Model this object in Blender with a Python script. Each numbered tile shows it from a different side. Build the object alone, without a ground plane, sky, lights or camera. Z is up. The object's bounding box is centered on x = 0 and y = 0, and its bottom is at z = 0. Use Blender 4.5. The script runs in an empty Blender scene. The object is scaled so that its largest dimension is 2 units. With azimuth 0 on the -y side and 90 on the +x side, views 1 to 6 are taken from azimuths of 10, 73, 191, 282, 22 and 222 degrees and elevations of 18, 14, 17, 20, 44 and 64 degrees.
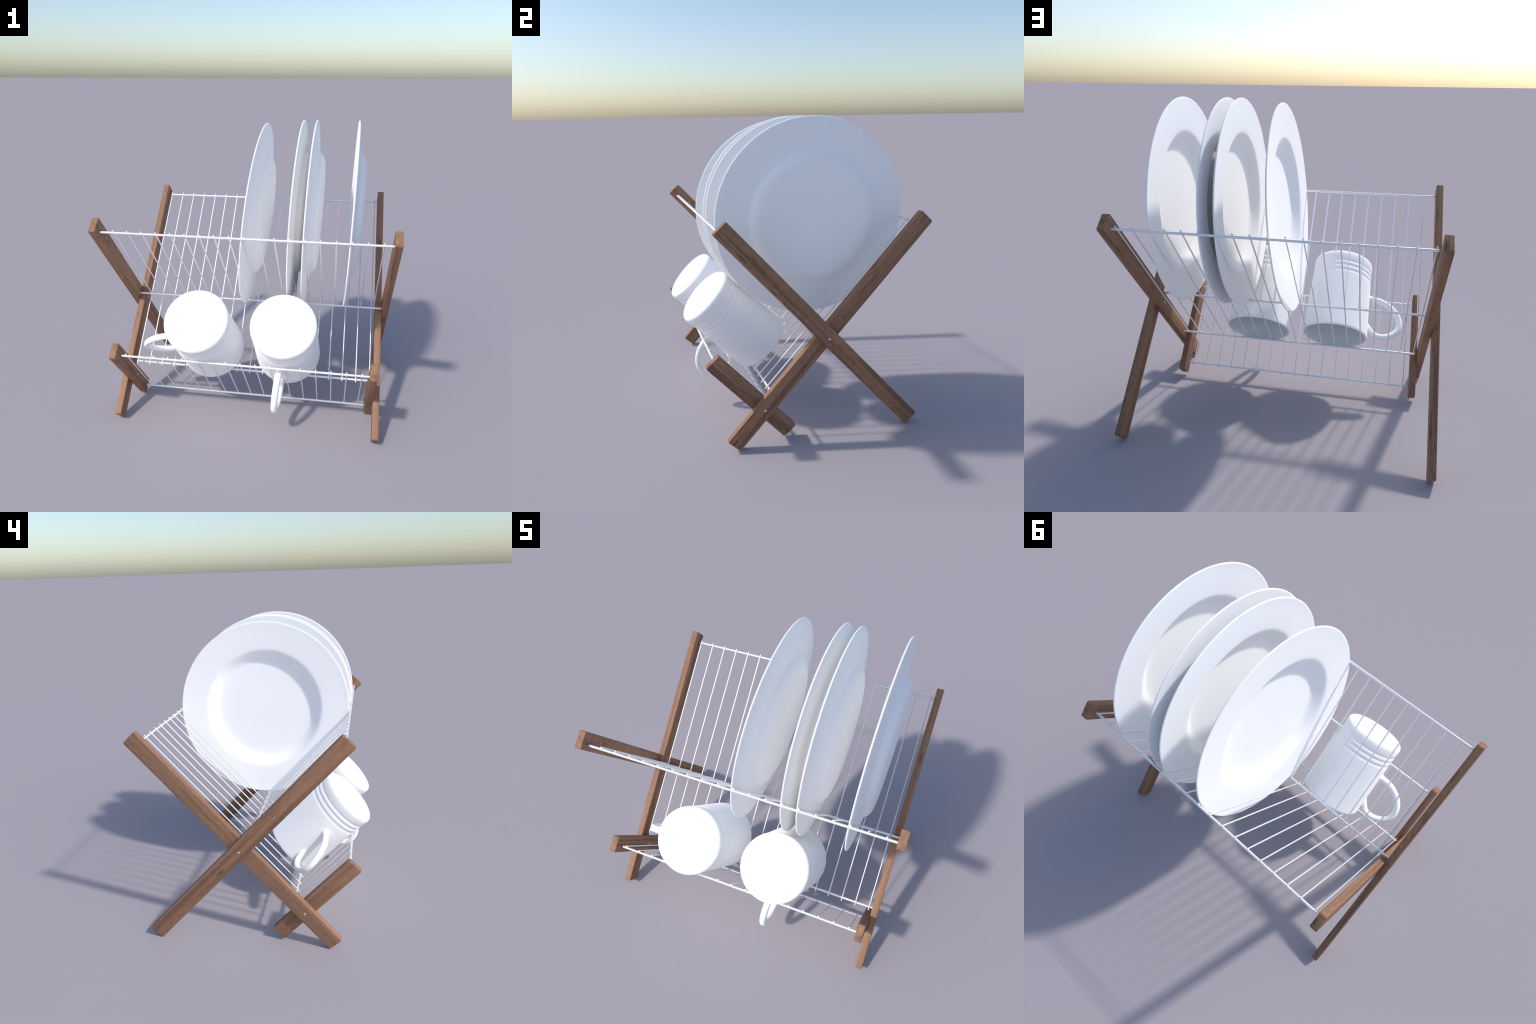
"""Folding wooden dish rack with wire baskets, four plates and two upturned mugs."""
import bpy, bmesh, math
from mathutils import Vector, Matrix

# ------------------------------------------------------------------ helpers
def link(ob, parent=None):
    bpy.context.scene.collection.objects.link(ob)
    if parent is not None:
        ob.parent = parent
    return ob


def mesh_from_bm(bm, name, mat, smooth=True, angle=35.0):
    bmesh.ops.recalc_face_normals(bm, faces=bm.faces)
    me = bpy.data.meshes.new(name)
    bm.to_mesh(me)
    bm.free()
    me.materials.append(mat)
    for p in me.polygons:
        p.use_smooth = smooth
    if smooth and angle is not None:
        me.set_sharp_from_angle(angle=math.radians(angle))
    return me


def frame(origin, x_axis, z_axis):
    """Matrix whose local X and Z follow the given directions."""
    x = Vector(x_axis).normalized()
    z = Vector(z_axis)
    z = (z - x * z.dot(x)).normalized()
    y = z.cross(x)
    m = Matrix((x, y, z)).transposed().to_4x4()
    m.translation = Vector(origin)
    return m


def smooth_curve(pts, per_span=6):
    """Catmull-Rom interpolation through control points of any dimension."""
    P = [Vector(p) for p in pts]
    P = [2 * P[0] - P[1]] + P + [2 * P[-1] - P[-2]]
    out = []
    for i in range(1, len(P) - 2):
        a, b, c, d = P[i - 1], P[i], P[i + 1], P[i + 2]
        for k in range(per_span):
            t = k / per_span
            out.append(0.5 * ((2 * b) + (c - a) * t + (2 * a - 5 * b + 4 * c - d) * t * t
                              + (3 * b - a - 3 * c + d) * t ** 3))
    out.append(P[-2])
    return out


def lathe(profile, seg):
    """Surface of revolution about local Z; profile is (radius, height) pairs,
    poles closed where the radius is zero."""
    bm = bmesh.new()
    rings = []
    for r, h in profile:
        if r < 1e-6:
            rings.append([bm.verts.new((0, 0, h))])
        else:
            rings.append([bm.verts.new((r * math.cos(2 * math.pi * i / seg),
                                        r * math.sin(2 * math.pi * i / seg), h))
                          for i in range(seg)])
    for a, b in zip(rings[:-1], rings[1:]):
        for i in range(seg):
            j = (i + 1) % seg
            if len(a) == 1:
                bm.faces.new((a[0], b[i], b[j]))
            elif len(b) == 1:
                bm.faces.new((a[i], a[j], b[0]))
            else:
                bm.faces.new((a[i], a[j], b[j], b[i]))
    return bm


def rod_bm(length, radius, seg=14, chamfer=0.25):
    """Round rod along local X, centred, with a small chamfer on both ends."""
    h, c = length / 2, radius * chamfer
    prof = [(0, -h), (radius - c, -h), (radius, -h + c), (radius, h - c), (radius - c, h), (0, h)]
    bm = lathe(prof, seg)
    bmesh.ops.rotate(bm, verts=bm.verts, cent=(0, 0, 0), matrix=Matrix.Rotation(math.pi / 2, 3, 'Y'))
    return bm


def bar_bm(length, width, thick, corner=0.011, edge=0.0035):
    """Wooden bar: length along X, width along Z, thickness along Y, rounded ends."""
    bm = bmesh.new()
    outline = []
    for sx, sz, a0 in ((1, 1, 0), (-1, 1, 90), (-1, -1, 180), (1, -1, 270)):
        for k in range(5):
            a = math.radians(a0 + 90 * k / 4)
            outline.append((sx * (length / 2 - corner) + corner * math.cos(a),
                            sz * (width / 2 - corner) + corner * math.sin(a)))
    # layers across the thickness: inset face, full outline, full outline, inset face
    def layer(y, inset):
        fx = (length / 2 - inset) / (length / 2)
        fz = (width / 2 - inset) / (width / 2)
        return [bm.verts.new((x * fx, y, z * fz)) for x, z in outline]
    t = thick / 2
    e2 = edge * 0.3
    L = [layer(-t, edge), layer(-t + e2, e2), layer(-t + edge, 0), layer(t - edge, 0),
         layer(t - e2, e2), layer(t, edge)]
    n = len(outline)
    for a, b in zip(L[:-1], L[1:]):
        for i in range(n):
            j = (i + 1) % n
            bm.faces.new((a[i], a[j], b[j], b[i]))
    bm.faces.new(L[0])
    bm.faces.new(L[-1])
    return bm


# ---------------------------------------------------------------- materials
class Nodes:
    def __init__(self, name):
        self.mat = bpy.data.materials.new(name)
        self.mat.use_nodes = True
        self.nt = self.mat.node_tree
        self.bsdf = self.nt.nodes["Principled BSDF"]

    def add(self, kind, **props):
        n = self.nt.nodes.new(kind)
        for k, v in props.items():
            setattr(n, k, v)
        return n

    def put(self, sock, value):
        if isinstance(value, bpy.types.NodeSocket):
            self.nt.links.new(value, sock)
        else:
            sock.default_value = value

    def math(self, op, a, b=0.0, clamp=False):
        n = self.add("ShaderNodeMath", operation=op, use_clamp=clamp)
        self.put(n.inputs[0], a)
        self.put(n.inputs[1], b)
        return n.outputs[0]

    def mapping(self, vec, scale, loc=(0, 0, 0)):
        n = self.add("ShaderNodeMapping")
        self.put(n.inputs["Vector"], vec)
        self.put(n.inputs["Scale"], scale)
        self.put(n.inputs["Location"], loc)
        return n.outputs[0]

    def noise(self, vec, scale, detail=3.0, rough=0.5, distortion=0.0):
        n = self.add("ShaderNodeTexNoise")
        self.put(n.inputs["Vector"], vec)
        self.put(n.inputs["Scale"], scale)
        self.put(n.inputs["Detail"], detail)
        self.put(n.inputs["Roughness"], rough)
        self.put(n.inputs["Distortion"], distortion)
        return n.outputs["Fac"]

    def ramp(self, fac, stops, interp='LINEAR'):
        n = self.add("ShaderNodeValToRGB")
        n.color_ramp.interpolation = interp
        el = n.color_ramp.elements
        while len(el) < len(stops):
            el.new(0.5)
        for e, (p, c) in zip(el, stops):
            e.position = p
            e.color = (c, c, c, 1) if isinstance(c, float) else (*c, 1)
        self.put(n.inputs[0], fac)
        return n.outputs[0]

    def mix(self, fac, a, b, blend='MIX'):
        n = self.add("ShaderNodeMix", data_type='RGBA', blend_type=blend)
        self.put(n.inputs[0], fac)
        for s, v in ((n.inputs[6], a), (n.inputs[7], b)):
            self.put(s, (*v, 1) if isinstance(v, tuple) and len(v) == 3 else v)
        return n.outputs[2]

    def bump(self, height, strength, dist):
        n = self.add("ShaderNodeBump")
        self.put(n.inputs["Height"], height)
        n.inputs["Strength"].default_value = strength
        n.inputs["Distance"].default_value = dist
        self.put(self.bsdf.inputs["Normal"], n.outputs[0])


def walnut():
    m = Nodes("walnut_wood")
    co = m.add("ShaderNodeTexCoord").outputs["Object"]
    rnd = m.add("ShaderNodeObjectInfo").outputs["Random"]
    off = m.add("ShaderNodeCombineXYZ")
    m.put(off.inputs[0], m.math('MULTIPLY', rnd, 37.0))
    m.put(off.inputs[1], m.math('MULTIPLY', rnd, 0.11))
    m.put(off.inputs[2], m.math('MULTIPLY', rnd, 0.07))
    shift = m.add("ShaderNodeVectorMath", operation='ADD')
    m.put(shift.inputs[0], co)
    m.put(shift.inputs[1], off.outputs[0])
    p = shift.outputs[0]

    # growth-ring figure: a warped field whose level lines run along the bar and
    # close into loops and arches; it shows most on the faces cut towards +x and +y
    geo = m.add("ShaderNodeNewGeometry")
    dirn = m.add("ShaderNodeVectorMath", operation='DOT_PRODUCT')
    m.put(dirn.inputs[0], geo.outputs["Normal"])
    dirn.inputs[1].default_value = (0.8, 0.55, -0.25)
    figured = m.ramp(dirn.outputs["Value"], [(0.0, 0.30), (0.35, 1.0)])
    zz = m.add("ShaderNodeSeparateXYZ")
    m.put(zz.inputs[0], p)
    warp = m.noise(m.mapping(p, (2.6, 11.0, 11.0)), 1.0, 2.0, 0.45, 0.3)
    d = m.math('ADD', m.math('MULTIPLY', zz.outputs[2], 7.0),
               m.math('MULTIPLY', zz.outputs[1], 4.0))
    d = m.math('ADD', d, m.math('MULTIPLY', warp, 4.2))
    d = m.math('ADD', d, m.math('MULTIPLY', m.noise(m.mapping(p, (14.0, 60.0, 60.0)), 1.0, 2.0), 0.10))
    rings = m.math('FRACT', m.math('MULTIPLY', d, 4.6))
    patch = m.noise(m.mapping(p, (3.5, 15.0, 15.0), (5.0, 2.0, 1.0)), 1.0, 1.0)
    line = m.math('MULTIPLY', m.ramp(rings, [(0.0, 0.60), (0.10, 0.12), (0.55, 0.0), (0.86, 0.68), (1.0, 0.55)]),
                  m.ramp(patch, [(0.36, 0.15), (0.62, 1.0)]))

    band = m.noise(m.mapping(p, (0.9, 24.0, 24.0)), 1.0, 3.0, 0.55, 0.5)
    fibre = m.noise(m.mapping(p, (24.0, 200.0, 200.0)), 1.0, 3.0, 0.6)
    fleck = m.noise(m.mapping(p, (38.0, 300.0, 300.0), (3.0, 1.0, 7.0)), 1.0, 1.0, 0.5)
    knot = m.add("ShaderNodeTexVoronoi", feature='F1')
    m.put(knot.inputs["Vector"], m.mapping(p, (2.2, 11.0, 11.0)))
    knot.inputs["Scale"].default_value = 1.0

    base = m.ramp(band, [(0.30, (0.235, 0.130, 0.084)), (0.48, (0.345, 0.187, 0.113)),
                         (0.72, (0.420, 0.234, 0.139))])
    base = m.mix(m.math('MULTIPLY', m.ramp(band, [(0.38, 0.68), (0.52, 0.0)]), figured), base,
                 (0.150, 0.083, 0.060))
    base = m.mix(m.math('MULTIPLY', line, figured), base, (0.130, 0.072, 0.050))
    base = m.mix(m.ramp(fibre, [(0.34, 0.48), (0.64, 0.0)]), base, (0.185, 0.103, 0.067))
    base = m.mix(m.ramp(fleck, [(0.56, 0.0), (0.74, 0.34)]), base, (0.56, 0.335, 0.210))
    base = m.mix(m.ramp(knot.outputs["Distance"], [(0.03, 0.75), (0.13, 0.0)]), base, (0.090, 0.052, 0.036))
    m.put(m.bsdf.inputs["Base Color"], base)
    m.bsdf.inputs["Roughness"].default_value = 0.62
    m.bsdf.inputs["Specular IOR Level"].default_value = 0.15
    m.bump(fibre, 0.25, 0.002)
    return m.mat


def satin_wire():
    m = Nodes("satin_steel_wire")
    m.bsdf.inputs["Base Color"].default_value = (0.93, 0.93, 0.93, 1)
    m.bsdf.inputs["Metallic"].default_value = 0.5
    m.bsdf.inputs["Roughness"].default_value = 0.45
    return m.mat


def porcelain(name, tone):
    m = Nodes(name)
    co = m.add("ShaderNodeTexCoord").outputs["Object"]
    n = m.noise(co, 3.0, 2.0)
    c = m.mix(n, (tone, tone, tone), (tone * 0.99, tone * 0.99, tone * 0.985))
    m.put(m.bsdf.inputs["Base Color"], c)
    m.bsdf.inputs["Roughness"].default_value = 0.9
    m.bsdf.inputs["Sheen Weight"].default_value = 1.0
    m.bsdf.inputs["Sheen Roughness"].default_value = 0.75
    return m.mat


def steel():
    m = Nodes("brushed_steel_bolt")
    m.bsdf.inputs["Base Color"].default_value = (0.75, 0.75, 0.77, 1)
    m.bsdf.inputs["Metallic"].default_value = 0.8
    m.bsdf.inputs["Roughness"].default_value = 0.4
    return m.mat


WOOD, WIRE, STEEL = walnut(), satin_wire(), steel()
PLATE_MAT, MUG_MAT = porcelain("plate_porcelain", 1.02), porcelain("mug_porcelain", 1.03)  # tones lifted past pure white to brighten the sunlit faces

# ---------------------------------------------------------------- dish rack
rack = bpy.data.objects.new("dish_rack", None)
rack["label"] = "folding crossed dark walnut dish rack with shiny steel wire baskets"
rack["category"] = "dish rack"
link(rack)

BAR_T, BAR_W = 0.0435, 0.1055
PIN_MID = Vector((0, 0.0457, 0.6793))       # where the long legs cross
PIN_LOW = Vector((0, -0.3570, 0.2456))      # where the short legs cross the back-leaning ones

# centre lines in the y-z plane: (foot, top, x of bar centre)
LEG_FRONT = (Vector((0, 0.6388, 0.0314)), Vector((0, -0.6115, 1.4118)), 0.9085)
LEG_BACK = (Vector((0, -0.5582, 0.0338)), Vector((0, 0.7100, 1.3880)), 0.8650)
LEG_SHORT = (Vector((0, -0.1795, 0.0475)), Vector((0, -0.6655, 0.5912)), 0.8215)


def add_leg(foot, top, x, name):
    length = (top - foot).length
    mesh = mesh_from_bm(bar_bm(length, BAR_W, BAR_T), name, WOOD)
    mid = (foot + top) / 2
    for side in (1, -1):
        ob = link(bpy.data.objects.new(name, mesh), rack)
        d = (top - foot).normalized()
        n = Vector((0, -d.z, d.y)) if d.y > 0 else Vector((0, d.z, -d.y))
        ob.matrix_world = frame((side * x, mid.y, mid.z), d, n)


add_leg(*LEG_FRONT, "leg")
add_leg(*LEG_BACK, "leg")
add_leg(*LEG_SHORT, "short_leg")

bolt_mesh = mesh_from_bm(rod_bm(2 * BAR_T + 0.004, 0.0075, 20, 0.2), "bolt", STEEL)
for pin, xc in ((PIN_MID, 0.88675), (PIN_LOW, 0.84325)):
    for side in (1, -1):
        ob = link(bpy.data.objects.new("bolt", bolt_mesh), rack)
        ob.location = (side * xc, pin.y, pin.z)

ROD_R, WIRE_R = 0.0073, 0.0041


def add_basket(ends, x0, x1, first, last, count, over_top, over_low):
    """Two cross rods plus a row of parallel wires laid over their upper side.
    ends = (upper rod, lower rod) positions in the y-z plane."""
    up, lo = (Vector((0, *e)) for e in ends)
    d = (up - lo).normalized()
    n = Vector((0, -d.z, d.y))
    if n.z < 0:
        n = -n
    basket_me = bmesh.new()
    for e in (up, lo):
        r = rod_bm(x1 - x0, ROD_R, 18)
        tmp = bpy.data.meshes.new("tmp")
        bmesh.ops.translate(r, verts=r.verts, vec=((x0 + x1) / 2, e.y, e.z))
        r.to_mesh(tmp)
        r.free()
        basket_me.from_mesh(tmp)
        bpy.data.meshes.remove(tmp)
    basket = link(bpy.data.objects.new("wire_basket", mesh_from_bm(basket_me, "wire_basket", WIRE)), rack)
    a, b = up + d * over_top, lo - d * over_low
    wire_me = mesh_from_bm(rod_bm((a - b).length, WIRE_R, 12), "wire", WIRE)
    mid = (a + b) / 2 + n * (ROD_R + WIRE_R) * 0.9
    for i in range(count):
        x = first + (last - first) * i / (count - 1)
        ob = link(bpy.data.objects.new("wire", wire_me), basket)
        ob.matrix_world = frame((x, mid.y, mid.z), d, n)


add_basket(((-0.5870, 1.3570), (-0.0038, 0.7272)), -0.884, 0.888, -0.7998, 0.8327, 19, 0.008, 0.010)
add_basket(((0.6712, 1.3393), (-0.2893, 0.3146)), -0.826, 0.845, -0.8165, 0.8205, 19, 0.015, 0.020)
add_basket(((-0.6310, 0.5405), (-0.2360, 0.0925)), -0.785, 0.803, -0.7595, 0.7565, 17, 0.008, 0.020)

# ------------------------------------------------------------------- plates
# back, then edge, then front: (radius, height) with the rim plane at height 0
# and the foot below it
BACK = [(0.0, -0.0715), (0.15, -0.0718), (0.27, -0.0725), (0.325, -0.0730), (0.345, -0.0724),
        (0.366, -0.0690), (0.386, -0.0610), (0.401, -0.0495), (0.409, -0.0395), (0.418, -0.0322),
        (0.434, -0.0283), (0.470, -0.0240), (0.530, -0.0190), (0.580, -0.0145), (0.608, -0.0105),
        (0.6170, -0.0082), (0.6205, -0.0045), (0.6195, -0.0008), (0.6150, 0.0010)]
FRONT = [(0.606, 0.0004), (0.580, -0.0022), (0.530, -0.0058), (0.480, -0.0095), (0.450, -0.0118),
         (0.434, -0.0134), (0.421, -0.0164), (0.410, -0.0225), (0.398, -0.0325), (0.385, -0.0440), (0.372, -0.0550),
         (0.360, -0.0625), (0.348, -0.0666), (0.330, -0.0686), (0.300, -0.0690), (0.22, -0.0688), (0.10, -0.0684),
         (0.0, -0.0682)]
plate_profile = [(max(0.0, p.x), p.y) for p in
                 smooth_curve([(r, h, 0) for r, h in BACK + FRONT], 4)]
plate_profile[0] = (0.0, plate_profile[0][1])
plate_profile[-1] = (0.0, plate_profile[-1][1])
plate_mesh = mesh_from_bm(lathe(plate_profile, 160), "plate", PLATE_MAT, angle=None)

# centre of the rim circle and lean of the face normal towards +z
for cx, cy, cz, lean in ((-0.0018, 0.0388, 1.3599, 0.0946), (0.2776, 0.0382, 1.3802, 0.0395),
                         (0.3662, 0.0380, 1.3805, 0.0351), (0.6389, 0.0390, 1.3806, 0.0348)):
    ob = link(bpy.data.objects.new("plate", plate_mesh))
    ob.matrix_world = frame((cx, cy, cz), (0, 1, 0), (-1, 0, lean))
    ob["label"] = "round white porcelain dinner plate standing on edge"
    ob["category"] = "plate"

# --------------------------------------------------------------------- mugs
MUG_H = 0.563
# outside from base to lip, then inside back to the bottom; height measured from
# the base towards the mouth
MUG_OUT = [(0.0, 0.0010), (0.10, 0.0005), (0.158, -0.002), (0.176, -0.0065), (0.190, -0.0045), (0.2005, 0.0030), (0.2065, 0.0150),
           (0.2082, 0.030), (0.2076, 0.050), (0.2062, 0.064), (0.2044, 0.0715), (0.2034, 0.0750),
           (0.2047, 0.0795), (0.2066, 0.0860), (0.2074, 0.0925), (0.2066, 0.1000), (0.2048, 0.1060),
           (0.2039, 0.1095), (0.2051, 0.1140), (0.2069, 0.1205), (0.2079, 0.1280), (0.2072, 0.1360), (0.2056, 0.1430),
           (0.2047, 0.1470), (0.2060, 0.1520), (0.2077, 0.1590), (0.2090, 0.175), (0.2115, 0.26),
           (0.2148, 0.37), (0.2182, 0.48), (0.2203, 0.540), (0.2203, 0.553), (0.2180, 0.5610)]
MUG_IN = [(0.2135, 0.5635), (0.2085, 0.5605), (0.2055, 0.553), (0.2030, 0.520), (0.1990, 0.40), (0.1950, 0.25), (0.1900, 0.10),
          (0.1820, 0.050), (0.1600, 0.030), (0.10, 0.025), (0.0, 0.024)]
mug_profile = [(max(0.0, p.x), p.y) for p in smooth_curve([(r, h, 0) for r, h in MUG_OUT + MUG_IN], 4)]
mug_profile[0] = (0.0, mug_profile[0][1])
mug_profile[-1] = (0.0, mug_profile[-1][1])
mug_mesh = mesh_from_bm(lathe(mug_profile, 128), "mug", MUG_MAT, angle=None)

# handle: spine in the (radius, height) plane, tube swept along it and flared at the roots
SPINE = [(0.203, 0.2450), (0.224, 0.2452), (0.275, 0.2490), (0.325, 0.2640), (0.375, 0.2950), (0.415, 0.3400),
         (0.434, 0.3950), (0.425, 0.4450), (0.395, 0.4840), (0.348, 0.5100), (0.300, 0.5165),
         (0.260, 0.5060), (0.236, 0.4830), (0.222, 0.4570), (0.2135, 0.4300)]


def handle_bm():
    bm = bmesh.new()
    path = smooth_curve([(r, 0, h) for r, h in SPINE], 5)
    n, seg = len(path), 24
    rings = []
    for i, p in enumerate(path):
        t = (path[min(i + 1, n - 1)] - path[max(i - 1, 0)]).normalized()
        side = Vector((0, 1, 0))
        nor = t.cross(side).normalized()
        u = i / (n - 1)
        flare = 1.0 + 0.5 * math.exp(-(u / 0.05) ** 2)      # spreads at the base-side root
        flare *= 1.0 - 0.72 * max(0.0, (u - 0.86) / 0.14) ** 1.6  # tapers into the wall near the lip
        ra, rb = 0.0212 * flare, 0.0208 * flare
        rings.append([bm.verts.new(p + nor * rb * math.cos(2 * math.pi * k / seg)
                                   + side * ra * math.sin(2 * math.pi * k / seg)) for k in range(seg)])
    for a, b in zip(rings[:-1], rings[1:]):
        for k in range(seg):
            bm.faces.new((a[k], a[(k + 1) % seg], b[(k + 1) % seg], b[k]))
    bm.faces.new(rings[0])
    bm.faces.new(rings[-1])
    return bm


handle_mesh = mesh_from_bm(handle_bm(), "handle", MUG_MAT, angle=60)

for base, axis, turn in (((-0.2862, -0.6120, 0.8240), (-0.0180, -0.7205, 0.6932), 189.5),
                         ((0.2638, -0.6018, 0.8270), (0.0115, -0.7170, 0.6970), 264.5)):
    ax = Vector(axis).normalized()
    u = Vector((1, 0, 0))
    u = (u - ax * u.dot(ax)).normalized()
    v = ax.cross(u)
    h = u * math.cos(math.radians(turn)) + v * math.sin(math.radians(turn))
    ob = link(bpy.data.objects.new("mug", mug_mesh))
    ob.matrix_world = frame(base, h, -ax)
    ob["label"] = "white porcelain mug turned upside down to drain"
    ob["category"] = "mug"
    hd = link(bpy.data.objects.new("handle", handle_mesh), ob)
    hd.matrix_parent_inverse = Matrix.Identity(4)
